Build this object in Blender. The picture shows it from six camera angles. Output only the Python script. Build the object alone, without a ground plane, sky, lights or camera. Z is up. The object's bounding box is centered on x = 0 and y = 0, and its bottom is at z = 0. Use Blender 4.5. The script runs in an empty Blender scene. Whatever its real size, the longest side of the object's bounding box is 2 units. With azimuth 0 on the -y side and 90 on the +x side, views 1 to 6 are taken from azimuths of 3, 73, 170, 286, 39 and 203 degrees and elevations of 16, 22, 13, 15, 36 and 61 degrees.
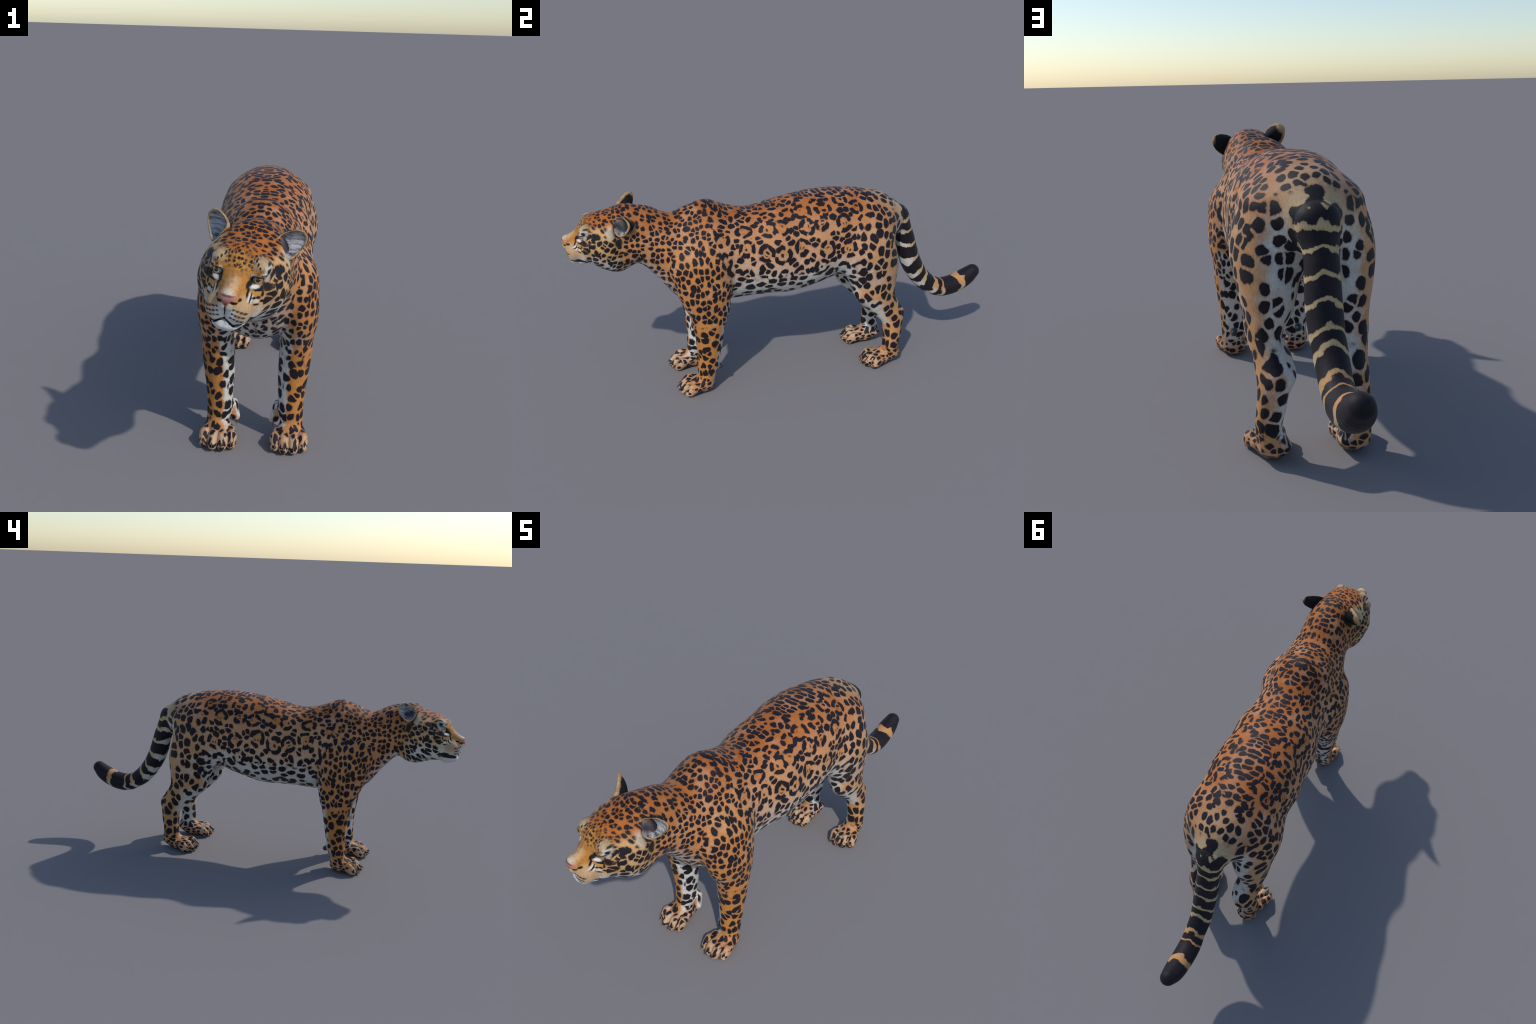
# A spotted big cat standing on four legs, head a little turned and tilted, tail curved up at the tip.
# The body is one implicit surface (profiles swept along spine and limbs, blended together),
# meshed with surface nets, then separated by region into named parts.
import bpy, math
import numpy as np
from mathutils import Vector

# ------------------------------------------------------------------ profiles
TORSO = dict(  # stations along y : top, belly, half width, height of the widest line
    t=[-.70, -.62, -.54, -.46, -.38, -.30, -.2, -.1, 0, .1, .2, .3, .4, .48, .54],
    top=[.84, .845, .817, .845, .862, .833, .809, .823, .843, .857, .86, .854, .835, .797, .748],
    bot=[.629, .544, .441, .39, .391, .393, .398, .399, .398, .422, .452, .496, .547, .598, .64],
    wid=[.106, .118, .141, .154, .163, .158, .164, .185, .183, .192, .184, .156, .136, .108, .055],
    mid=[.71, .69, .64, .6, .6, .6, .6, .6, .6, .62, .65, .66, .67, .7, .71])
FORELIMB = dict(  # stations along z : front, back, outer, inner edge
    t=[.05, .1, .17, .25, .32, .38, .45, .55, .65, .75],
    f=[-.472, -.471, -.469, -.474, -.485, -.499, -.533, -.558, -.557, -.479],
    b=[-.401, -.384, -.368, -.354, -.343, -.324, -.315, -.309, -.304, -.319],
    o=[.17, .17, .173, .183, .191, .194, .205, .205, .188, .102],
    i=[.097, .084, .079, .076, .077, .081, .069, .066, .067, .053])
HINDLIMB = dict(
    t=[.05, .1, .16, .22, .255, .3, .36, .42, .5, .58, .65, .72],
    f=[.431, .433, .435, .425, .388, .339, .285, .267, .224, .194, .207, .237],
    b=[.526, .514, .525, .535, .544, .517, .481, .486, .494, .481, .462, .449],
    o=[.166, .17, .167, .162, .162, .166, .18, .184, .2, .212, .204, .179],
    i=[.068, .092, .083, .069, .05, .055, .073, .043, .019, .012, .019, .031])
TAIL = dict(
    x=[-.013, -.005, -.003, 0, 0, -.002, 0, -.001, 0, .001, .004],
    y=[.430, .508, .566, .603, .64, .687, .741, .795, .862, .927, .966],
    z=[.756, .707, .624, .502, .424, .361, .32, .3, .307, .336, .366],
    r=[.052, .047, .047, .050, .048, .046, .044, .047, .047, .044, .034])
SKULL = dict(  # in the head's own frame, stations along the snout axis
    t=[-.13, -.09, -.05, 0, .04, .08, .105, .125, .145, .17, .19],
    top=[.119, .131, .131, .112, .102, .092, .076, .055, .03, .011, .001],
    bot=[-.095, -.115, -.127, -.13, -.131, -.125, -.124, -.13, -.12, -.097, -.055],
    wid=[.093, .107, .119, .132, .128, .098, .085, .066, .046, .033, .024],
    mid=[.004, .003, .001, -.011, -.031, -.035, -.039, -.051, -.056, -.048, -.035])
for T_ in (TORSO, FORELIMB, HINDLIMB, TAIL, SKULL):
    for k_ in T_:
        T_[k_] = np.array(T_[k_], float)
# soft bulges of the face: centre (side, forward, up), radii, blend width
BULGES = [((.048, -.027, -.077), (.062, .067, .071), .05),    # jowl
          ((.027, .150, -.063), (.037, .038, .040), .016),    # whisker pad
          ((.006, .143, -.107), (.030, .037, .020), .022),    # chin
          ((.057, .085, .052), (.028, .036, .024), .020),      # brow
          ((.081, .056, -.010), (.032, .041, .036), .022),     # cheekbone
          ((.000, .180, -.019), (.026, .021, .016), .012)]    # nose
YAW, ROLL = math.radians(10), math.radians(9.5)
HEAD_O = np.array([-.022, -.80, .74])
_f = np.array([-math.sin(YAW), -math.cos(YAW), 0]); _l0 = np.array([math.cos(YAW), -math.sin(YAW), 0]); _z = np.array([0, 0, 1.])
HEAD_R = np.stack([math.cos(ROLL) * _l0 - math.sin(ROLL) * _z, _f, math.sin(ROLL) * _l0 + math.cos(ROLL) * _z])


def to_head(p):
    return (np.asarray(p) - HEAD_O) @ HEAD_R.T


def from_head(p):
    return np.asarray(p) @ HEAD_R + HEAD_O


# ------------------------------------------------------------------ implicit shapes
def curve(t, v, q):
    h = np.diff(t); s = np.diff(v) / h
    m = np.empty_like(v); m[0] = s[0]; m[-1] = s[-1]
    m[1:-1] = (s[:-1] * h[1:] + s[1:] * h[:-1]) / (h[1:] + h[:-1])
    q = np.clip(q, t[0], t[-1]); i = np.clip(np.searchsorted(t, q) - 1, 0, len(t) - 2)
    u = (q - t[i]) / h[i]; u2 = u * u; u3 = u2 * u
    return (2*u3 - 3*u2 + 1)*v[i] + (u3 - 2*u2 + u)*h[i]*m[i] + (3*u2 - 2*u3)*v[i+1] + (u3 - u2)*h[i]*m[i+1]


def ellipsoid(a, b, c, ra, rb, rc):
    k0 = np.sqrt((a/ra)**2 + (b/rb)**2 + (c/rc)**2)
    k1 = np.sqrt((a/ra**2)**2 + (b/rb**2)**2 + (c/rc**2)**2) + 1e-9
    return np.where(k0 < 1e-3, -np.minimum(np.minimum(ra, rb), rc), k0 * (k0 - 1) / k1)


def smin(a, b, k):
    h = np.maximum(k - np.abs(a - b), 0) / k
    return np.minimum(a, b) - h * h * k * .25


def smax(a, b, k):
    return -smin(-a, -b, k)


def torso(p):
    x, y, z = p.T; T = TORSO; t = T['t']
    w = np.maximum(curve(t, T['wid'], y), .01); zc = curve(t, T['mid'], y)
    h = np.maximum(np.where(z > zc, curve(t, T['top'], y) - zc, zc - curve(t, T['bot'], y)), .01)
    dy = np.maximum(y - t[-1], 0) + np.minimum(y - t[0], 0)
    # slightly squared shoulders of the cross-section along the back
    e = 2 + .35 * np.clip((y + .35) / .2, 0, 1) * np.clip((.48 - y) / .12, 0, 1) * (z > zc)
    a, b, c = np.abs(x) / w + 1e-6, np.abs(z - zc) / h + 1e-6, np.abs(dy) / .04 + 1e-6
    k0 = (a**e + b**e + c**e)**(1 / e)
    g = k0**(1 - e) * np.sqrt((a**(e-1) / w)**2 + (b**(e-1) / h)**2 + (c**(e-1) / .04)**2)
    return np.where(k0 < .05, -np.minimum(w, h), (k0 - 1) / (g + 1e-9))


def limb(p, L):
    x, y, z = p.T; t = L['t']
    f, b, o, i = (curve(t, L[k], z) for k in 'fboi')
    dz = np.maximum(z - t[-1], 0) + np.minimum(z - t[0], 0)
    return ellipsoid(x - (o + i)/2, y - (f + b)/2, dz, np.maximum((o - i)/2, .01), np.maximum((b - f)/2, .01), np.where(dz > 0, .06, .03))


def capsule(p, a, b, ra, rb):
    a, b = np.array(a), np.array(b); ba = b - a
    h = np.clip(((p - a) @ ba) / (ba @ ba), 0, 1)
    return np.linalg.norm(p - a - h[:, None] * ba, axis=1) - (ra + (rb - ra) * h)


_u = np.arange(len(TAIL['r'])); _uu = np.linspace(0, len(_u) - 1, 41)
TAIL_P = np.stack([curve(_u.astype(float), TAIL[k], _uu) for k in 'xyz'], 1); TAIL_R = curve(_u.astype(float), TAIL['r'], _uu)


def tail(p):
    d = np.full(len(p), 9.)
    for k in range(len(TAIL_R) - 1):
        d = np.minimum(d, capsule(p, TAIL_P[k], TAIL_P[k+1], TAIL_R[k], TAIL_R[k+1]))
    return d


# paws : tip of the middle toes (x, y), splay
PAWS = dict(fore=dict(x=.1225, y=-.561, yaw=.0, s=1.0, back=-.115), hind=dict(x=.138, y=.328, yaw=math.radians(9), s=.98, back=-.128))
TOES = [(-.0465, -.014), (-.0160, 0), (.0170, -.001), (.0490, -.019)]     # inner to outer: side, tip


def paw_frame(p, P):
    x = p[:, 0] - P['x']; y = -(p[:, 1] - P['y'])
    c, s = math.cos(P['yaw']), math.sin(P['yaw'])
    return np.stack([c*x - s*y, s*x + c*y, p[:, 2]], 1) / P['s']


def paw_point(q, P, side):
    q = np.array(q) * P['s']; c, s = math.cos(P['yaw']), math.sin(P['yaw'])
    x, y = c*q[0] + s*q[1], -s*q[0] + c*q[1]
    return np.array([side * (x + P['x']), -y + P['y'], q[2]])


def paw(p, P):
    q = paw_frame(p, P)
    d = ellipsoid(q[:, 0], q[:, 1] + .094, q[:, 2] - .033, .047, .056, .034)
    bk = P['back']
    d = smin(d, ellipsoid(q[:, 0], q[:, 1] - bk, q[:, 2] - .033, .036, .044, .031), .03)
    s = np.array([1/.78, 1, 1])
    toes = np.full(len(q), 9.)
    for (x, y) in TOES:
        e = capsule(q * s, (x*.90/.78, y - .082, .041), (x/.78, y - .042, .039), .018, .0215)
        e = smin(e, capsule(q * s, (x/.78, y - .042, .039), (x/.78, y - .0225, .0225), .0205, .0215), .012)
        toes = np.minimum(toes, e * .85)
    d = smin(d, toes, .006)
    return smax(d, .003 - q[:, 2], .010) * P['s']


def mouth_height(x, y):
    return -.0865 - .017 * np.clip(x / .032, 0, 1)**1.5 + .016 * np.clip((.125 - y) / .04, 0, 1)**2


def head(q):
    x, y, z = np.abs(q[:, 0]), q[:, 1], q[:, 2]; S = SKULL; t = S['t']
    w = np.maximum(curve(t, S['wid'], y), .005); zc = curve(t, S['mid'], y)
    h = np.maximum(np.where(z > zc, curve(t, S['top'], y) - zc, zc - curve(t, S['bot'], y)), .01)
    dy = np.maximum(y - t[-1], 0) + np.minimum(y - t[0], 0)
    d = ellipsoid(x, z - zc, dy, w, h, np.where(dy > 0, .012, .05))
    for c, r, k in BULGES:
        d = smin(d, ellipsoid(x - c[0], z - c[2], y - c[1], r[0], r[2], r[1]), k)
    # eye sockets
    d = smax(d, -ellipsoid(x - .060, y - .124, z - .022, .021, .018, .013), .014)
    # upper lid
    d = smin(d, ellipsoid(x - .060, y - .1115, z - .0365, .021, .014, .0075), .008)
    # hollow under the ear
    d = smax(d, -ellipsoid(x - .108, y + .050, z - .078, .033, .028, .034), .012)
    # lids and the pale pouch below the eye
    d = smin(d, ellipsoid(x - .051, y - .106, z - .003, .016, .009, .008), .008)
    # mouth cleft
    slab = smax(np.abs(z - mouth_height(x, y)) - .0022, -(d + .010), .003)
    slab = np.maximum(slab, np.maximum(.092 - y, x - .062))
    d = smax(d, -slab, .004)
    # philtrum groove and nostrils
    g = smax(ellipsoid(x, y - .19, z + .062, .0035, .03, .028), -(d + .005), .003)
    d = smax(d, -g, .005)
    d = smax(d, -ellipsoid(x - .018, y - .203, z + .029, .008, .012, .0045), .004)
    return d


def body(p):
    out = np.full(len(p), 9.)
    a = p.copy(); a[:, 0] = np.abs(a[:, 0])

    def put(mask, fn, k):
        i = np.nonzero(mask)[0]
        if len(i):
            out[i] = smin(out[i], fn(i), k)
    out[:] = torso(p)
    put((a[:, 1] < -.15) & (a[:, 2] < .95), lambda i: limb(a[i], FORELIMB), .026)
    put(a[:, 1] > .0, lambda i: limb(a[i], HINDLIMB), .06)
    put((a[:, 1] < -.25) & (a[:, 2] < .2), lambda i: paw(a[i], PAWS['fore']), .02)
    put((a[:, 1] > .15) & (a[:, 2] < .2), lambda i: paw(a[i], PAWS['hind']), .02)
    # dewclaw toe and the pad behind the wrist
    put((a[:, 1] < -.2) & (a[:, 2] < .25), lambda i: capsule(a[i], (.080, -.400, .115), (.069, -.417, .070), .017, .0155), .012)
    put((a[:, 1] < -.2) & (a[:, 2] < .25), lambda i: capsule(a[i], (.128, -.385, .122), (.128, -.368, .112), .015, .012), .010)
    put(p[:, 1] > .35, lambda i: tail(p[i]), .05)
    put(p[:, 1] < -.45, lambda i: head(to_head(p[i])), .05)
    # median furrow of the back between the shoulder blades, hollow of the flank
    return out


# ------------------------------------------------------------------ surface nets on a sparse lattice
def build_surface(h=.0036, coarse=4):
    lo = np.array([-.26, -1.03, -.012]); hi = np.array([.26, 1.03, .96])
    n = (np.ceil((hi - lo) / h / coarse).astype(int)) * coarse
    cn = n // coarse + 1
    gx = [lo[k] + np.arange(cn[k]) * h * coarse for k in range(3)]
    G = np.stack(np.meshgrid(*gx, indexing='ij'), -1).reshape(-1, 3)
    D = body(G).reshape(cn)
    near = np.abs(D) < h * coarse * 2.6
    act = np.zeros(cn - 1, bool)
    for dx in (0, 1):
        for dy in (0, 1):
            for dz in (0, 1):
                act |= near[dx:cn[0]-1+dx, dy:cn[1]-1+dy, dz:cn[2]-1+dz]
    F = np.repeat(np.repeat(np.repeat(D[:-1, :-1, :-1], coarse, 0), coarse, 1), coarse, 2).astype(np.float32)
    m = np.repeat(np.repeat(np.repeat(act, coarse, 0), coarse, 1), coarse, 2)
    idx = np.argwhere(m)
    for s in range(0, len(idx), 400000):
        j = idx[s:s+400000]
        F[j[:, 0], j[:, 1], j[:, 2]] = body(lo + j * h)
    N = np.array(F.shape); inside = F < 0
    cnt = np.zeros(N - 1, np.int8)
    for dx in (0, 1):
        for dy in (0, 1):
            for dz in (0, 1):
                cnt += inside[dx:N[0]-1+dx, dy:N[1]-1+dy, dz:N[2]-1+dz]
    cells = np.argwhere((cnt > 0) & (cnt < 8))
    ids = np.full(N - 1, -1, np.int32); ids[tuple(cells.T)] = np.arange(len(cells))
    acc = np.zeros((len(cells), 3)); num = np.zeros(len(cells))
    corners = [(i, j, k) for i in (0, 1) for j in (0, 1) for k in (0, 1)]
    val = {c: F[cells[:, 0]+c[0], cells[:, 1]+c[1], cells[:, 2]+c[2]].astype(float) for c in corners}
    for c in corners:
        for ax in range(3):
            if c[ax] == 0:
                e = list(c); e[ax] = 1; e = tuple(e)
                a, b = val[c], val[e]; cross = (a < 0) != (b < 0)
                t = np.where(cross, a / np.where(cross, a - b, 1), 0)
                P = np.tile(np.array(c, float), (len(cells), 1)); P[:, ax] = t
                acc += P * cross[:, None]; num += cross
    V = lo + h * (cells + acc / num[:, None])
    quads = []
    for ax in range(3):
        o1, o2 = (ax + 1) % 3, (ax + 2) % 3
        sl = [slice(1, N[k] - 1) for k in range(3)]; sl2 = list(sl)
        sl[ax] = slice(0, N[ax] - 1); sl2[ax] = slice(1, N[ax])
        A, B = inside[tuple(sl)], inside[tuple(sl2)]
        E = np.argwhere(A != B)
        flip = A[tuple(E.T)]
        E = E + 1; E[:, ax] -= 1
        E = E[(E[:, ax] < N[ax] - 1)] if False else E

        def cid(d1, d2):
            c = E.copy(); c[:, o1] -= d1; c[:, o2] -= d2
            return ids[tuple(c.T)]
        q = np.stack([cid(1, 1), cid(0, 1), cid(0, 0), cid(1, 0)], 1)
        q[~flip] = q[~flip][:, ::-1]
        quads.append(q)
    Q = np.concatenate(quads)

    def grad(P, e=.0012):
        g = np.zeros_like(P)
        for k in range(3):
            d = np.zeros(3); d[k] = e
            g[:, k] = (body(P + d) - body(P - d)) / (2 * e)
        return g
    for it in range(3):
        g = grad(V); l2 = np.maximum((g * g).sum(1), .05)
        V = V - np.clip(body(V) / l2, -.0025, .0025)[:, None] * g * .8
    # relax a little along the surface
    for it in range(2):
        s = np.zeros_like(V); c = np.zeros(len(V))
        for k in range(4):
            a, b = Q[:, k], Q[:, (k + 1) % 4]
            for dim in range(3):
                s[:, dim] += np.bincount(a, V[b, dim], len(V)) + np.bincount(b, V[a, dim], len(V))
            c += np.bincount(a, minlength=len(V)) + np.bincount(b, minlength=len(V))
        V = V + .5 * (s / c[:, None] - V)
        g = grad(V); l2 = np.maximum((g * g).sum(1), .05)
        V = V - np.clip(body(V) / l2, -.002, .002)[:, None] * g * .8
    g = grad(V, .002); Nn = g / np.linalg.norm(g, axis=1, keepdims=True)
    V[:, 2] = np.maximum(V[:, 2] - .003, 0)
    return V, Q, Nn


# ------------------------------------------------------------------ node helpers
class Val:
    """A socket with arithmetic."""
    def __init__(self, g, s):
        self.g, self.s = g, s

    def _m(self, op, *o):
        return self.g.math(op, self, *o)
    def __add__(self, o): return self._m('ADD', o)
    def __radd__(self, o): return self._m('ADD', o)
    def __sub__(self, o): return self._m('SUBTRACT', o)
    def __rsub__(self, o): return self.g.math('SUBTRACT', o, self)
    def __mul__(self, o): return self._m('MULTIPLY', o)
    def __rmul__(self, o): return self._m('MULTIPLY', o)
    def __truediv__(self, o): return self._m('DIVIDE', o)
    def abs(self): return self._m('ABSOLUTE')
    def max(self, o): return self._m('MAXIMUM', o)
    def min(self, o): return self._m('MINIMUM', o)
    def inv(self): return 1.0 - self


class Graph:
    def __init__(self, name):
        self.mat = bpy.data.materials.new(name); self.mat.use_nodes = True
        self.t = self.mat.node_tree; self.t.nodes.clear()
        self.out = self.t.nodes.new('ShaderNodeOutputMaterial')

    def link(self, v, sock):
        if isinstance(v, Val):
            self.t.links.new(v.s, sock)
        elif hasattr(sock, 'default_value'):
            try:
                sock.default_value = v
            except TypeError:
                sock.default_value = tuple(v)

    def math(self, op, *a):
        n = self.t.nodes.new('ShaderNodeMath'); n.operation = op
        for i, v in enumerate(a):
            self.link(v, n.inputs[i])
        return Val(self, n.outputs[0])

    def vec(self, op, *a):
        n = self.t.nodes.new('ShaderNodeVectorMath'); n.operation = op
        for i, v in enumerate(a):
            if op == 'SCALE' and i == 1:
                self.link(v, n.inputs['Scale'])
            else:
                self.link(v, n.inputs[i])
        return Val(self, n.outputs['Value'] if op in ('LENGTH', 'DISTANCE', 'DOT_PRODUCT') else n.outputs[0])

    def obj(self):
        n = self.t.nodes.new('ShaderNodeTexCoord'); return Val(self, n.outputs['Object'])

    def geo(self, what):
        n = self.t.nodes.new('ShaderNodeNewGeometry'); return Val(self, n.outputs[what])

    def xyz(self, v):
        n = self.t.nodes.new('ShaderNodeSeparateXYZ'); self.link(v, n.inputs[0])
        return [Val(self, o) for o in n.outputs]

    def comb(self, x, y, z):
        n = self.t.nodes.new('ShaderNodeCombineXYZ')
        for i, v in enumerate((x, y, z)):
            self.link(v, n.inputs[i])
        return Val(self, n.outputs[0])

    def smooth(self, v, a, b, lo=0., hi=1.):
        n = self.t.nodes.new('ShaderNodeMapRange'); n.interpolation_type = 'SMOOTHSTEP'
        self.link(v, n.inputs[0])
        if a > b:
            a, b, lo, hi = b, a, hi, lo
        for i, q in zip((1, 2, 3, 4), (a, b, lo, hi)):
            self.link(q, n.inputs[i])
        return Val(self, n.outputs[0])

    def noise(self, v, scale, detail=2., rough=.5, color=False):
        n = self.t.nodes.new('ShaderNodeTexNoise'); self.link(v, n.inputs['Vector'])
        n.inputs['Scale'].default_value = scale; n.inputs['Detail'].default_value = detail; n.inputs['Roughness'].default_value = rough
        return Val(self, n.outputs['Color' if color else 'Fac'])

    def voronoi(self, v, scale, rand=.8, feature='F1'):
        n = self.t.nodes.new('ShaderNodeTexVoronoi'); n.voronoi_dimensions = '2D'; n.feature = feature; self.link(v, n.inputs['Vector'])
        n.inputs['Scale'].default_value = scale; n.inputs['Randomness'].default_value = rand
        if feature == 'SMOOTH_F1':
            n.inputs['Smoothness'].default_value = .25
        if feature == 'DISTANCE_TO_EDGE':
            return Val(self, n.outputs['Distance']), None, None
        return Val(self, n.outputs['Distance']), Val(self, n.outputs['Color']), Val(self, n.outputs['Position'])

    def mix(self, f, a, b):
        n = self.t.nodes.new('ShaderNodeMix'); n.data_type = 'RGBA'
        self.link(f, n.inputs[0])
        for v, i in ((a, 6), (b, 7)):
            self.link(v if isinstance(v, Val) else (*v, 1.), n.inputs[i])
        return Val(self, n.outputs[2])

    def lerp(self, f, a, b):
        n = self.t.nodes.new('ShaderNodeMix'); n.data_type = 'FLOAT'
        self.link(f, n.inputs[0]); self.link(a, n.inputs[2]); self.link(b, n.inputs[3])
        return Val(self, n.outputs[0])

    def spot(self, v, c, r, soft=.25):
        """Soft ellipsoid mask around c."""
        d = self.vec('LENGTH', self.vec('DIVIDE', self.vec('SUBTRACT', v, c), r))
        return self.smooth(d, 1 + soft, 1 - soft)

    def warp(self, v, scale, amount):
        n = self.noise(v, scale, 2., color=True)
        return self.vec('ADD', v, self.vec('SCALE', self.vec('SUBTRACT', n, (.5, .5, .5)), amount))

    def finish(self, color, rough=.62, bump=None, spec=.25, sheen=0., coat=0.):
        b = self.t.nodes.new('ShaderNodeBsdfPrincipled')
        self.link(color if isinstance(color, Val) else (*color, 1.), b.inputs['Base Color'])
        self.link(rough, b.inputs['Roughness']); b.inputs['Specular IOR Level'].default_value = spec
        b.inputs['Sheen Weight'].default_value = sheen; b.inputs['Coat Weight'].default_value = coat
        if bump is not None:
            h, strength, dist = bump
            n = self.t.nodes.new('ShaderNodeBump'); n.inputs['Strength'].default_value = strength; n.inputs['Distance'].default_value = dist
            self.link(h, n.inputs['Height']); self.t.links.new(n.outputs[0], b.inputs['Normal'])
        self.t.links.new(b.outputs[0], self.out.inputs[0])
        return self.mat


# colours (linear)
RUFOUS, TAN, ORANGE = (.40, .142, .048), (.55, .30, .165), (.51, .215, .075)
CREAM, WHITE, BLACK = (.60, .50, .38), (.62, .61, .57), (.009, .008, .011)
PINKISH, EDGE = (.53, .28, .155), (.10, .035, .022)


def blotches(g, v, scale, rand, r, vary=.35, gap=.085):
    """Signed distance-like value (metres) to one spot per cell, cells kept apart by a pale gap; negative inside."""
    d, c, pos = g.voronoi(v, scale, rand)
    rnd = g.xyz(c)[0]
    v1 = d - (r + (rnd - .5) * (vary * r))
    e, _, _ = g.voronoi(v, scale, rand, 'DISTANCE_TO_EDGE')
    link = g.smooth(g.noise(v, scale * .7, 0.), .56, .66, 0., .16)      # now and then two spots run together
    return g.math('SMOOTH_MAX', v1, gap - e - link, .19) * (1 / scale), pos


def coat(name, with_head=False, with_tail=False):
    g = Graph(name); P = g.obj(); X, Y, Z = g.xyz(P); AX = X.abs()
    NX, NY, NZ = g.xyz(g.geo('Normal'))
    inward = NX * g.math('SIGN', X) * -1.0
    # ---- coordinates unrolled over the body: flanks use (along, around), faces turned fore and aft use (across, around)
    ang = g.math('ARCTAN2', AX, (Z - .68).max(.0001))
    s = Z.min(.68) + (math.pi/2 - ang) * .2
    nz = g.noise(P, 18., 2., color=True); nz2 = g.noise(P, 70., 1., color=True)
    wv = g.vec('ADD', g.vec('SCALE', g.vec('SUBTRACT', nz, (.5, .5, .5)), .026), g.vec('SCALE', g.vec('SUBTRACT', nz2, (.5, .5, .5)), .005))
    wa, ws, wx = g.xyz(wv)
    fa = g.comb(Y + wa, s + ws, 0.)                 # side
    rear = g.smooth(Y, .40, .46)
    fb = g.comb(AX + wx, g.lerp(rear, s, Z) + ws, 0.)    # fore and aft
    mend = g.smooth(NY.abs() + rear * .15, .62, .80).max(g.smooth(Y, .49, .52) * g.smooth(AX, .10, .08))

    fc = g.comb(AX + wx, Y + wa, 0.)                # undersides
    mdown = g.smooth(NZ, -.55, -.75)

    def field(scale, rand, r, vary, sy, ss, sx=1., under=False):
        va, pa = blotches(g, g.vec('MULTIPLY', fa, (sy, ss, 1.)), scale, rand, r, vary)
        vb, _ = blotches(g, g.vec('MULTIPLY', fb, (sx, ss * (1 + (sx - 1) * .6), 1.)), scale, rand, r, vary)
        v = g.lerp(mend, va, vb)
        if under:
            vc, _ = blotches(g, g.vec('MULTIPLY', fc, (1.1, .8, 1.)), scale, rand, r, vary)
            v = g.lerp(mdown, v, vc)
        return v
    small = field(35., .78, .43, .5, 1.18, .82, 1.30, True)
    thigh = field(24., .8, .425, .5, 1.10, .82)
    belly = field(26., .8, .42, .4, .75, 1.15, 1., True)
    legs = field(28., .8, .40, .5, 1., .88)
    legs = g.lerp(g.smooth(Y, .2, .3), legs, field(22., .8, .41, .5, 1., .95))
    wrist = field(38., .8, .37, .5, .9, 1.3, .9)
    wtop, _ = blotches(g, g.vec('MULTIPLY', fc, (1.1, .75, 1.)), 40., .8, .40, .5)
    wrist = g.lerp(g.smooth(NZ, .30, .55), wrist, wtop)
    back = field(28., .8, .465, .4, 1.38, .70)
    # rosettes: broken chunky rings with rufous middles, spots between them
    fr = g.vec('MULTIPLY', fa, (1.05, .90, 1.))
    RS = 10.7
    D, rc, rp = g.voronoi(fr, RS, .50)
    r1, r2, r3 = g.xyz(rc)
    dx, ds, _ = g.xyz(g.vec('SUBTRACT', fr, rp))
    lobe = g.math('COSINE', g.math('ARCTAN2', dx, ds) * (g.math('FLOOR', r1 * 2.2) + 3.) + r2 * 6.28)
    br = g.noise(fa, 24., 1.)
    rad = r3 * .06 + .285
    band = (D - rad + (br - .5) * .12).abs() - .106
    gaps = (lobe * -1.0 - .74 + (br - .5) * 2.2) * .20
    ring = g.math('SMOOTH_MAX', band, gaps, .13) * (1 / RS)
    dots, dpos = blotches(g, fa, 31., .8, .46, .4)
    Dc, _, _ = g.voronoi(g.vec('MULTIPLY', dpos, (1.05, .90, 1.)), RS, .50)
    inter = dots + g.smooth(Dc, .54, .505, 0., .03)
    core = g.math('SMOOTH_MAX', dots + .002, (D - .12) * (1 / RS), .004)
    ros = ring.min(inter).min(core)
    # ---- regions
    wob = (g.noise(P, 9., 1.) - .5) * .09
    mf = g.smooth(Y + wob + Z * .25, -.14, -.24)
    mh = g.smooth(Y + wob - Z * .12, .17, .25)
    mback = g.smooth(s + wob * .4, .905, .935)
    mleg = g.smooth(Z + wob * .4, .36, .30)
    mw = g.smooth(Z, .105, .075)
    v = g.lerp(g.smooth(s + wob * .4, .55, .50), ros, belly)
    v = g.lerp(mh, v, thigh)
    v = g.lerp(mback * mh.inv(), v, back)
    v = g.lerp(mf, v, small)
    v = g.lerp(mleg, v, legs)
    v = g.lerp(mw, v, wrist)
    # ---- ground colour
    n1 = g.noise(P, 26., 3., .6)
    fur = g.noise(g.vec('MULTIPLY', P, (1., .6, .35)), 260., 3., .7)
    rosfill = g.smooth(D + (n1 - .5) * .25, .44, .28) * mf.inv() * mh.inv() * mleg.inv()
    up = g.smooth(s + (n1 - .5) * .06, .62, .93)
    base = g.mix(up, TAN, RUFOUS)
    base = g.mix(rosfill * .65, base, g.mix(up, (.50, .24, .095), (.42, .125, .035)))
    base = g.mix(mf * .8 * g.smooth(Z, .85, .6), base, ORANGE)
    base = g.mix(mh * .7 * g.smooth(Z, .75, .55), base, (.52, .285, .135))
    base = g.mix(g.smooth(Z, .40, .30) * .85, base, g.mix(g.smooth(Y, -.1, .2), (.52, .23, .075), (.50, .26, .115)))
    # rump paler and yellower, then pale behind the thighs
    base = g.mix(g.smooth(Y + (n1 - .5) * .12, .24, .48) * g.smooth(Z, .60, .72) * g.smooth(AX + (n1 - .5) * .05, .15, .05) * .75, base, (.50, .36, .22))
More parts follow.
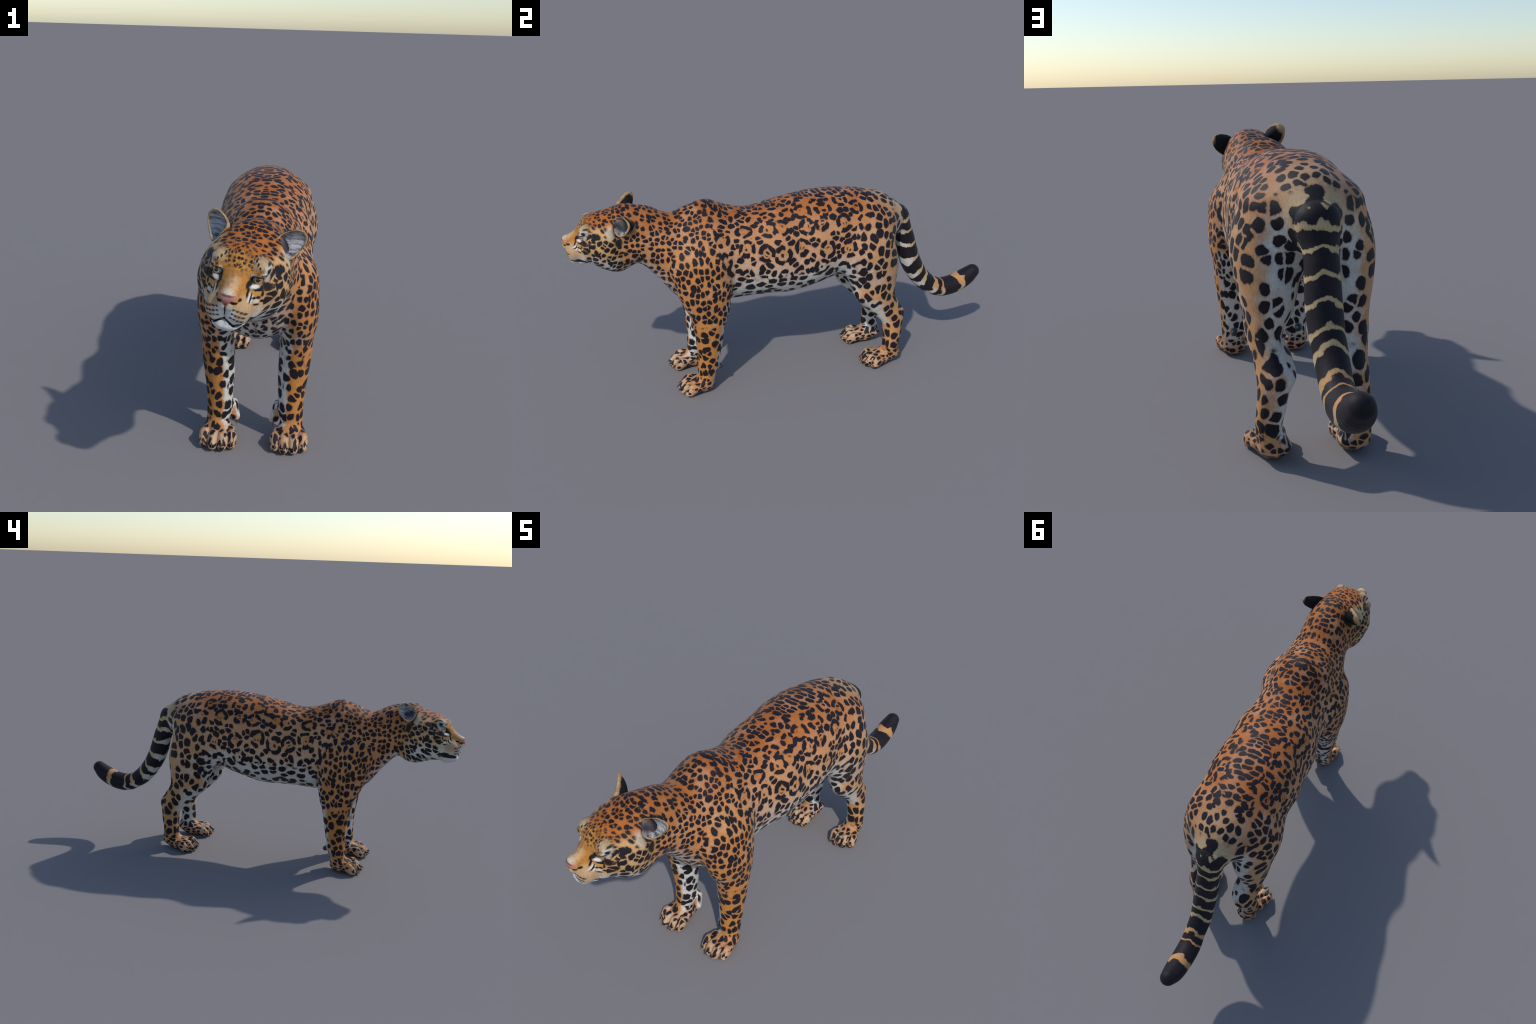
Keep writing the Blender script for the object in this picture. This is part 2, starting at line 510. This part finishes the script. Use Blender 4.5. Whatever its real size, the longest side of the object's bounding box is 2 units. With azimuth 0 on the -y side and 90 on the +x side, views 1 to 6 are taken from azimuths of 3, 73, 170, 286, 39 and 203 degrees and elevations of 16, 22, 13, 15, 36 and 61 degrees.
    base = g.mix(g.smooth(NY + (n1 - .5) * .3, .25, .6) * g.smooth(Y, .3, .42) * g.smooth(AX + (n1 - .5) * .07, .16, .10) * g.smooth(Z, .75, .64) * g.smooth(Y, .545, .515) * g.smooth(Z, .10, .18), base, WHITE)
    # belly, chest, throat, insides of the legs
    low = g.smooth(NZ + (n1 - .5) * .35 + mf * .22, -.05, -.55) * g.smooth(Z, .72, .58)
    flankpale = g.smooth(Z + (n1 - .5) * .08, .68, .46) * mh.inv() * mf.inv()
    base = g.mix(flankpale * .7, base, (.61, .49, .40))
    inner = g.smooth(inward + (n1 - .5) * .5, .25, .55) * g.smooth(Z, .5, .42)
    thighin = g.smooth(NY, -.35, -.7) * g.smooth(Y, .2, .26) * g.smooth(Z, .5, .42) * g.smooth(AX, .17, .13) * g.smooth(Z, .2, .25)
    chest = g.smooth(NY, -.3, -.75) * g.smooth(AX + (n1 - .5) * .06, .085, .03) * g.smooth(Z, .52, .46) * g.smooth(Y, -.3, -.4)
    elbow = g.smooth(NY + (n1 - .5) * .4, .35, .75) * g.smooth(Y, -.25, -.3) * g.smooth(Z, .46, .42)
    base = g.mix(low.max(inner).max(thighin).max(chest).max(elbow * .8), base, WHITE)
    # paws: pink-cream toes
    base = g.mix(g.smooth(Z + (n1 - .5) * .03, .095, .025), base, PINKISH)
    toes = g.smooth(Y, -.50, -.525) .max(g.smooth(Y, .40, .375) * g.smooth(Y, .2, .25))
    base = g.mix(toes * g.smooth(Z, .075, .055) * g.smooth(n1, .3, .6) * .8, base, (.56, .40, .26))
    n0 = g.noise(P, 11., 2.)
    base = g.mix(g.smooth(n0, .45, .7) * .30 * g.smooth(Z, .3, .4), base, (.60, .42, .30))
    base = g.mix(g.smooth(n1, .55, .75) * .22, base, (.56, .24, .10))
    spotcol = g.mix(g.smooth(n1, .35, .7), BLACK, (.016, .010, .016))
    if with_head:
        base, v, spotcol = head_coat(g, P, base, v, spotcol, n1)
    if with_tail:
        t = g.smooth(Y, .53, .60)
        base, v = tail_coat(g, P, X, Y, Z, base, v, n1, NY, NZ)
    edge = (fur - .5) * .004
    dark = g.smooth(v + edge, .0016, -.0016)
    rim = g.smooth(v + edge * 1.5, .0062, .0000)
    col = g.mix(rim * .55, base, g.mix(.5, base, EDGE))
    col = g.mix(dark, col, spotcol)
    if with_head:
        col = face_marks(g, P, col, n1, fur)
    col = g.mix(g.spot(g.comb(AX, Y, Z), (.128, -.362, .113), (.022, .020, .018), .3), col, (.045, .05, .055))
    # soles
    col = g.mix(g.smooth(NZ, -.55, -.8) * g.smooth(Z, .03, .015), col, (.02, .018, .018))
    hsv = g.t.nodes.new('ShaderNodeHueSaturation')
    hsv.inputs['Saturation'].default_value = 1.06; g.link(g.smooth(fur, .25, .75, .84, 1.12), hsv.inputs['Value']); g.link(col, hsv.inputs['Color'])
    return g.finish(Val(g, hsv.outputs[0]), .6, (fur, .25, .003), .2, .05)


def head_local(g, P):
    d = g.vec('SUBTRACT', P, tuple(HEAD_O))
    L = [g.vec('DOT_PRODUCT', d, tuple(HEAD_R[k])) for k in range(3)]
    return L[0], L[1], L[2]


def head_coat(g, P, base, v, spotcol, n1):
    hx, hy, hz = head_local(g, P); ax = hx.abs()
    H = g.comb(ax, hy, hz)
    m = g.smooth(hy + (n1 - .5) * .06, -.10, -.03)
    Hw = g.warp(g.warp(H, 30., .012), 110., .004)
    wx, wy, wz = g.xyz(Hw)
    N = g.geo('Normal')
    nu = g.vec('DOT_PRODUCT', N, tuple(HEAD_R[2])); nf = g.vec('DOT_PRODUCT', N, tuple(HEAD_R[1]))
    cheek, _ = blotches(g, g.comb(wy * .9 + wx * .25, wz + wy * .25, 0.), 43., .9, .47, .5)
    crown, _ = blotches(g, g.comb(wx * .78, (wy - wz) * .70, 0.), 58., .9, .45, .5)
    front, _ = blotches(g, g.comb(wx * 1.10, (wy - wz) * .62, 0.), 84., .9, .36, .6)
    vh = g.lerp(g.smooth(nu, .35, .62), cheek, crown)
    vh = g.lerp(g.smooth(hy, .045, .075) * g.smooth(ax, .085, .065) * g.smooth(hz, .02, .04), vh, front)
    # bare areas without spots: bridge of the nose, whisker pads, chin
    bare = g.smooth(ax, .052, .040) * g.smooth(hy, .096, .108) * g.smooth(hz + (n1 - .5) * .04, .046, .026)
    pad = g.smooth(hy, .105, .118) * g.smooth(hz, .0, -.02)
    vh = vh + bare.max(pad) * .05
    v = g.lerp(m, v, vh)
    # colours
    b = g.mix(g.smooth(hz + (n1 - .5) * .04, .03, .085), (.50, .26, .10), (.45, .155, .045))
    b = g.mix(g.smooth(ax, .06, .09) * g.smooth(hz, .10, .05) * g.smooth(hy, -.05, .0), b, (.55, .335, .165))
    b = g.mix(g.smooth(hz + (n1 - .5) * .05, -.03, -.095) * g.smooth(hy, -.08, .0), b, WHITE)
    b = g.mix(g.smooth(hy, .075, .11) * g.smooth(ax, .06, .03) * g.smooth(hz, -.03, 0.), b, (.52, .25, .075))
    base = g.mix(m, base, b)
    return base, v, g.mix(m, spotcol, BLACK)


def face_marks(g, P, col, n1, fur):
    hx, hy, hz = head_local(g, P); ax = hx.abs()
    H = g.warp(g.comb(ax, hy, hz), 90., .004)
    H = g.warp(H, 300., .002)
    _, _, wz = g.xyz(H); wx, wy, _ = g.xyz(H)

    def paint(c, marks, soft=.25, amt=1.):
        nonlocal col
        m = None
        for (p, r) in marks:
            e = g.spot(H, p, r, soft); m = e if m is None else m.max(e)
        col = g.mix(m * amt if amt < 1 else m, col, c)
    # bridge of the nose: golden brown sides, pale middle towards the nose
    paint((.42, .19, .055), [((.030, .135, .018), (.024, .045, .030))], .6, .75)
    paint((.56, .40, .24), [((.0, .172, .010), (.018, .042, .020))], .7, .8)
    paint((.62, .57, .50), [((.0, .199, -.001), (.024, .016, .011))], .9, .8)
    fl = g.noise(g.vec('MULTIPLY', P, (1., .8, 1.)), 150., 2.)
    mo = g.noise(g.vec('MULTIPLY', P, (1., .5, .7)), 48., 3., .7)
    col = g.mix(g.smooth(mo, .48, .70) * g.smooth(wy, .06, .10) * g.smooth(wz, -.04, -.01) * .6, col, (.27, .115, .035))
    col = g.mix(g.smooth(fl, .56, .68) * g.smooth(wy, .06, .10) * .45, col, g.mix(.65, col, (.05, .02, .008)))
    # pale brows with dots
    paint((.50, .37, .22), [((.060, .10, .062), (.020, .03, .017))], .5, .8)
    # whisker pads
    paint((.47, .31, .18), [((.042, .150, -.055), (.032, .045, .034))], .4)
    paint((.63, .62, .60), [((.011, .195, -.068), (.017, .03, .028))], .4)
    paint((.02, .016, .015), [((.024 + .010*i - .003*j, .17, -.052 - .0125*j - .0025*i), (.0054, .040, .0036)) for i in range(4) for j in range(3)], .4, .9)
    # chin
    paint((.64, .64, .63), [((.0, .16, -.122), (.045, .045, .022))], .3)
    # pale patches around the eye, dark line over the brow
    paint((.55, .50, .43), [((.079, .098, .043), (.010, .025, .022)), ((.048, .122, .030), (.008, .014, .006))], .4)
    paint((.014, .012, .012), [((.066, .10, .079), (.013, .03, .0045)), ((.079, .10, .070), (.005, .03, .010)), ((.082, .10, .046), (.0035, .03, .009)), ((.073, .105, .036), (.012, .02, .0030)), ((.088, .095, .030), (.003, .03, .012)), ((.052, .11, .062), (.003, .03, .004)), ((.060, .11, .055), (.003, .03, .004)), ((.045, .11, .070), (.0028, .03, .005))], .35)
    paint((.52, .27, .09), [((.064, .105, -.014), (.019, .025, .010))], .4)
    # dark rim of the eye, tear line, then the white pouch
    paint((.010, .008, .008), [((.057, .12, .020), (.0205, .03, .0125)), ((.041, .13, .008), (.007, .025, .013)), ((.062, .11, -.006), (.020, .02, .0040)), ((.043, .13, -.012), (.0035, .025, .020))], .25)
    paint((.66, .65, .62), [((.0545, .12, .0020), (.0125, .02, .0048))], .4)
    # streaks below the eye
    paint((.62, .58, .52), [((.049, .13, -.030), (.003, .025, .018)), ((.056, .12, -.032), (.003, .025, .016)), ((.066, .11, -.036), (.008, .025, .007))], .35)
    paint((.012, .010, .010), [((.053, .13, -.030), (.0020, .025, .016)), ((.060, .12, -.028), (.006, .025, .0035)), ((.070, .11, -.026), (.006, .025, .0045)), ((.078, .10, -.016), (.004, .025, .009)), ((.066, .11, -.046), (.010, .025, .004)), ((.080, .10, -.036), (.007, .025, .005))], .3)
    # large blotches of the cheek
    paint((.012, .010, .010), [((.113, .048, -.024), (.03, .010, .018)), ((.115, .034, -.040), (.03, .006, .012)), ((.105, .062, -.038), (.03, .010, .009)), ((.10, .075, .0), (.03, .005, .014)), ((.11, -.005, -.075), (.06, .012, .012))], .2)
    # pale tuft in front of the ear, dark marks below and behind it
    paint((.50, .42, .31), [((.105, -.012, .058), (.03, .016, .028))], .5, .8)
    paint((.014, .012, .012), [((.118, -.045, .018), (.03, .016, .018)), ((.085, -.085, .075), (.022, .03, .035))], .4)
    paint((.10, .10, .115), [((.100, -.050, .080), (.034, .022, .036))], .3)
    paint((.010, .009, .010), [((.098, -.048, .066), (.026, .018, .018))], .5)
    # lips
    zl = wz - (g.smooth(wx, .0, .032, -.0865, -.1035) + g.smooth(wy, .125, .085, 0., .016))
    zone = g.smooth(wx, .068, .062) * g.smooth(wy, .085, .092)
    lip = g.smooth(zl, -.0060, -.0035) * g.smooth(zl - g.smooth(wx, .02, .05, 0., .007), .0055, .0030) * zone
    col = g.mix(lip, col, (.012, .009, .010))
    col = g.mix(g.smooth(zl.abs(), .0022, .0008) * zone * .8, col, (.16, .025, .018))
    paint((.012, .010, .010), [((.058, .125, -.093), (.02, .026, .009)), ((.0, .195, -.066), (.0028, .02, .022))], .3)
    # nose leather
    tri = g.smooth(wx - (wz + .043) * .95, .002, -.002) * g.smooth(wz, -.0085, -.0125) * g.smooth(wz, -.044, -.040) * g.smooth(wy, .174, .178) * g.smooth(wx, .0265, .0245)
    nose = g.mix(g.smooth(wz, -.020, -.036), (.43, .20, .175), (.26, .09, .075))
    nose = g.mix(g.smooth(n1, .45, .7) * .4, nose, (.30, .16, .18))
    col = g.mix(tri, col, nose)
    paint((.010, .008, .008), [((.021, .190, -.032), (.011, .016, .0042)), ((.031, .172, -.026), (.006, .012, .004))], .3)
    paint((.03, .025, .03), [((.0, .20, -.013), (.020, .012, .0028))], .5, .7)
    return col


def tail_coat(g, P, X, Y, Z, base, v, n1, NY, NZ):
    # position along the J of the tail, as an angle about the middle of its bend
    along = g.math('ARCTAN2', Y - .86, (Z - .62) * -1.0) * .3
    mt = g.smooth(Y + (n1 - .5) * .04, .49, .53) * g.smooth(X.abs(), .085, .06) * g.smooth(Z + (Y - .5) * 4., .50, .60)
    m = g.smooth(along + X.abs() * -.42 + (n1 - .5) * .04, -.612, -.598) * g.smooth(Y + (n1 - .5) * .03, .505, .53) * g.smooth(X.abs(), .078, .062) * g.smooth(Z + (Y - .5) * 4., .50, .60)
    w = g.noise(P, 24., 3.)
    a = along + (w - .5) * .052 + X.abs() * -.42
    wide = g.smooth(NY, .5, -.8, 1.0, 1.9)
    pale = None
    for c, r in ((-.618, .018), (-.563, .0085), (-.500, .008), (-.425, .008), (-.338, .009), (-.258, .008), (-.205, .009), (-.125, .008), (-.082, .0045), (.012, .0115)):
        e = (a - c).abs() - wide * r
        pale = e if pale is None else pale.min(e)
    v2 = pale * -1.0
    v = g.lerp(m, v, v2)
    tc = g.mix(g.smooth(NY, .2, -.4), (.50, .385, .215), WHITE)
    tc = g.mix(g.smooth(along, -.17, -.09) * g.smooth(NZ, -.3, .3), tc, (.50, .27, .12))
    base = g.mix(mt * .85, base, tc)
    return base, v


def simple(name, color, rough=.4, spec=.4, coat_w=0.):
    g = Graph(name); n = g.noise(g.obj(), 180., 3.)
    c = g.mix(n, tuple(k * .75 for k in color), tuple(min(1, k * 1.25) for k in color))
    return g.finish(c, rough, (n, .1, .001), spec, 0., coat_w)


def ear_material():
    g = Graph('ear_fur'); P = g.obj(); hx, hy, hz = head_local(g, P)
    n = g.noise(P, 55., 3., .6)
    H = g.comb(hx.abs(), hy, hz)
    tip = g.spot(g.warp(H, 60., .012), (.150, -.092, .118), (.020, .022, .026), .35)
    c = g.mix(tip, (.010, .009, .010), (.46, .30, .15))
    depth = g.vec('DOT_PRODUCT', g.vec('SUBTRACT', H, tuple(EAR_LOOP.mean(0))), (.607, .785, .121))
    n2 = g.noise(P, 160., 3.)
    rimc = g.mix(g.smooth(n, .40, .60), g.mix(n2, (.40, .22, .08), (.56, .38, .20)), g.mix(n2, (.22, .14, .07), (.36, .25, .14)))
    c = g.mix(g.smooth(depth + (n - .5) * .016, -.0110, -.0045), c, rimc)
    return g.finish(c, .7, (n2, .3, .002), .15)


def lining_material():
    g = Graph('ear_lining_fur'); P = g.obj(); hx, hy, hz = head_local(g, P)
    H = g.comb(hx.abs(), hy, hz)
    st = g.noise(g.vec('MULTIPLY', H, (30., 60., 130.)), 1., 4., .7)
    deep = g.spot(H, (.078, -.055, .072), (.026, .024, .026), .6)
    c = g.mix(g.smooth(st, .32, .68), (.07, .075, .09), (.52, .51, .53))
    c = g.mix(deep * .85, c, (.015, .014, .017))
    return g.finish(c, .75, (st, .5, .003), .15)


def eye_material():
    g = Graph('eye_iris'); P = g.obj(); d = g.vec('DOT_PRODUCT', g.vec('NORMALIZE', P), (0., 0., 1.))
    n = g.noise(P, 700., 3.)
    c = g.mix(g.smooth(d + (n - .5) * .02, .80, .84), (.55, .50, .42), (.58, .36, .10))
    c = g.mix(g.smooth(d, .93, .95), c, (.25, .12, .03)) if False else c
    c = g.mix(g.smooth(d, .895, .915), c, (.006, .005, .005))
    c = g.mix(g.smooth(d, .80, .76) * g.smooth(d, .70, .76), c, (.03, .02, .015))
    return g.finish(c, .12, None, .5, 0., 1.)


# ------------------------------------------------------------------ assembling
def collection_link(ob, parent=None):
    bpy.context.scene.collection.objects.link(ob)
    if parent is not None:
        ob.parent = parent
    return ob


def mesh_object(name, verts, faces, mat, parent, smooth=True):
    me = bpy.data.meshes.new(name)
    me.from_pydata([tuple(v) for v in verts], [], [tuple(f) for f in faces])
    me.update()
    if smooth:
        me.shade_smooth()
    if mat:
        me.materials.append(mat)
    return collection_link(bpy.data.objects.new(name, me), parent)


def part_mesh(name, V, Q, Nn, sel, mat, parent):
    q = Q[sel]; used, inv = np.unique(q, return_inverse=True); q = inv.reshape(q.shape)
    me = bpy.data.meshes.new(name)
    me.vertices.add(len(used)); me.vertices.foreach_set('co', V[used].astype(np.float32).ravel())
    me.loops.add(q.size); me.loops.foreach_set('vertex_index', q.astype(np.int32).ravel())
    me.polygons.add(len(q)); me.polygons.foreach_set('loop_start', np.arange(0, q.size, 4, dtype=np.int32))
    me.polygons.foreach_set('loop_total', np.full(len(q), 4, np.int32))
    me.update(calc_edges=True); me.validate()
    me.shade_smooth()
    me.normals_split_custom_set_from_vertices([tuple(n) for n in Nn[used]])
    me.materials.append(mat)
    return collection_link(bpy.data.objects.new(name, me), parent)


EAR_LOOP = np.array([(.074, -.036, .104), (.098, -.062, .124), (.130, -.084, .128), (.150, -.096, .108), (.143, -.088, .074), (.121, -.058, .044), (.104, -.036, .050), (.086, -.027, .078)])


def ear_shells(side):
    n = 48; L = EAR_LOOP; m = len(L); pts = []
    for k in range(n):
        u = k / n * m; i = int(u); f = u - i
        p0, p1, p2, p3 = (L[(i + j - 1) % m] for j in range(4))
        pts.append(.5 * ((2*p1) + (-p0 + p2)*f + (2*p0 - 5*p1 + 4*p2 - p3)*f*f + (-p0 + 3*p1 - 3*p2 + p3)*f**3))
    rim = np.array(pts); c = rim.mean(0); nrm = np.array([.60, .78, .12]); nrm /= np.linalg.norm(nrm)
    bottom = c + np.array([-.020, .004, -.010])

    def shell(depth, grow, r0, rings):
        rows = []
        for r in rings:
            ctr = bottom + (c - bottom) * r
            rows.append(ctr + (rim - c) * r * grow - nrm * depth * (1 - r**2.2) - nrm * r0)
        return rows
    outer = shell(.030, 1.0, .004, [0.02, .25, .45, .62, .76, .87, .95, 1.0])
    rg = np.random.default_rng(5); tuft = (np.convolve(np.tile(rg.normal(0, 1, n), 3), [.25, .5, .25], 'same')[n:2*n] * .022)[:, None]
    lip = [c + (rim - c) * (1.03 + tuft*.4) - nrm * .001, c + (rim - c) * (1.04 + tuft*.6) + nrm * .002, c + (rim - c) * (1.0 + tuft) + nrm * .004, c + (rim - c) * (.95 + tuft) + nrm * .0035, c + (rim - c) * (.91 + tuft) + nrm * .001]
    inner = shell(.022, .91, .002, [.975, .93, .84, .72, .56, .36, .02])
    conv = lambda rows: from_head(np.concatenate(rows) * np.array([side, 1, 1]) + np.array([-.009, 0, 0]))

    def faces(rows, base=0):
        F = []
        for i in range(len(rows) - 1):
            for k in range(n):
                a, b = i*n + k, i*n + (k + 1) % n
                f = (a, b, b + n, a + n)
                F.append(f if side < 0 else f[::-1])
        return F
    out_rows = outer + lip
    return (conv(out_rows), faces(out_rows)), (conv([out_rows[-1]] + inner), faces([out_rows[-1]] + inner))


def claw(name, base, direction, down, length, r, mat, parent):
    d = np.array(direction, float); d /= np.linalg.norm(d); dn = np.array(down, float)
    side = np.cross(d, dn); side /= np.linalg.norm(side); rows = []; n = 10; steps = 9
    for i in range(steps + 1):
        t = i / steps
        c = np.array(base) + d * length * t + dn * length * .55 * t * t
        ax = d + dn * 1.1 * t; ax /= np.linalg.norm(ax); up = np.cross(side, ax)
        rad = r * (1 - t)**.75 + .0003
        for k in range(n):
            a = 2 * math.pi * k / n
            rows.append(c + side * rad * .62 * math.cos(a) + up * rad * math.sin(a))
    F = [(i*n + k, i*n + (k+1) % n, (i+1)*n + (k+1) % n, (i+1)*n + k) for i in range(steps) for k in range(n)]
    F.append(tuple(range(n))[::-1]); F.append(tuple(range(steps*n, steps*n + n)))
    return mesh_object(name, rows, F, mat, parent)


def main():
    root = collection_link(bpy.data.objects.new('jaguar', None))
    root['label'] = 'standing orange big cat with black rosettes and a ringed tail'
    root['category'] = 'big cat'
    V, Q, Nn = build_surface()
    # sort faces by region
    C = V[Q].mean(1); A = C.copy(); A[:, 0] = np.abs(A[:, 0])
    hq = to_head(C); side = C[:, 0] > 0
    region = np.zeros(len(C), int)                                  # torso
    region[(C[:, 1] < -.555) & (C[:, 2] > .40)] = 1                 # neck
    region[(hq[:, 1] > -.105) & (C[:, 2] > .45) & (C[:, 1] < -.6)] = 2   # head
    fore = (C[:, 1] < -.2) & (region == 0) & ((C[:, 2] < .40) | ((C[:, 2] < .56) & (limb(A, FORELIMB) < torso(C) - .006)))
    region[fore] = 3
    hind = (C[:, 1] > .12) & (region == 0) & (C[:, 2] < .60) & ((limb(A, HINDLIMB) < torso(C) - .004) | (C[:, 2] < .42))
    region[hind] = 4
    region[(tail(C) < np.minimum(torso(C), limb(A, HINDLIMB)) + .0) & (C[:, 1] > .5) & (region != 4)] = 5
    region[(C[:, 1] > .56) & (tail(C) < .02)] = 5
    foot = (C[:, 2] < .085)
    body_mat = coat('spotted_coat', with_tail=True); head_mat = coat('head_coat', with_head=True); tail_mat = body_mat
    part_mesh('torso', V, Q, Nn, region == 0, body_mat, root)
    part_mesh('neck', V, Q, Nn, region == 1, body_mat, root)
    head_ob = part_mesh('head', V, Q, Nn, region == 2, head_mat, root)
    part_mesh('tail', V, Q, Nn, region == 5, tail_mat, root)
    horn = simple('claw_horn', (.035, .030, .028), .3, .5)
    for s in (1, -1):
        sd = side if s > 0 else ~side
        for reg, nm, key, pw in ((3, 'foreleg', 'fore', 'forepaw'), (4, 'hindleg', 'hind', 'hindpaw')):
            leg = part_mesh(nm, V, Q, Nn, (region == reg) & sd & ~foot, body_mat, root)
            part_mesh(pw, V, Q, Nn, (region == reg) & sd & foot, body_mat, leg)
            P = PAWS[key]
            for (x, y) in TOES:
                b = paw_point((x, y - .010, .030), P, s); t = paw_point((x, y + .05, .022), P, s)
                claw('claw', b, t - b, (0, 0, -1), .0175, .0050, horn, leg)
            if key == 'fore':
                claw('claw', (s * .067, -.424, .062), (-.1 * s, -.6, -.5), (0, 0, -1), .017, .0048, horn, leg)
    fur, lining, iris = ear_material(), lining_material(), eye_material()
    for s in (1, -1):
        (v1, f1), (v2, f2) = ear_shells(s)
        ear = mesh_object('ear', v1, f1, fur, head_ob)
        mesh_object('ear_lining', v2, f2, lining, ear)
        # eyeball
        bpy_me = bpy.data.meshes.new('eye'); R = .0145
        vs, fs = [], []; nu, nv = 32, 20
        for i in range(nv + 1):
            th = math.pi * i / nv
            for k in range(nu):
                ph = 2 * math.pi * k / nu
                vs.append((R * math.sin(th) * math.cos(ph), R * math.sin(th) * math.sin(ph), R * math.cos(th)))
        for i in range(nv):
            for k in range(nu):
                fs.append((i*nu + k, (i+1)*nu + k, (i+1)*nu + (k+1) % nu, i*nu + (k+1) % nu))
        eye = mesh_object('eye', vs, fs, iris, head_ob)
        look = HEAD_R.T @ np.array([s * .22, .95, .12])
        eye.rotation_mode = 'QUATERNION'; eye.rotation_quaternion = Vector(look).to_track_quat('Z', 'Y')
        eye.location = from_head(np.array([s * .0565, .1035, .0185]))


main()
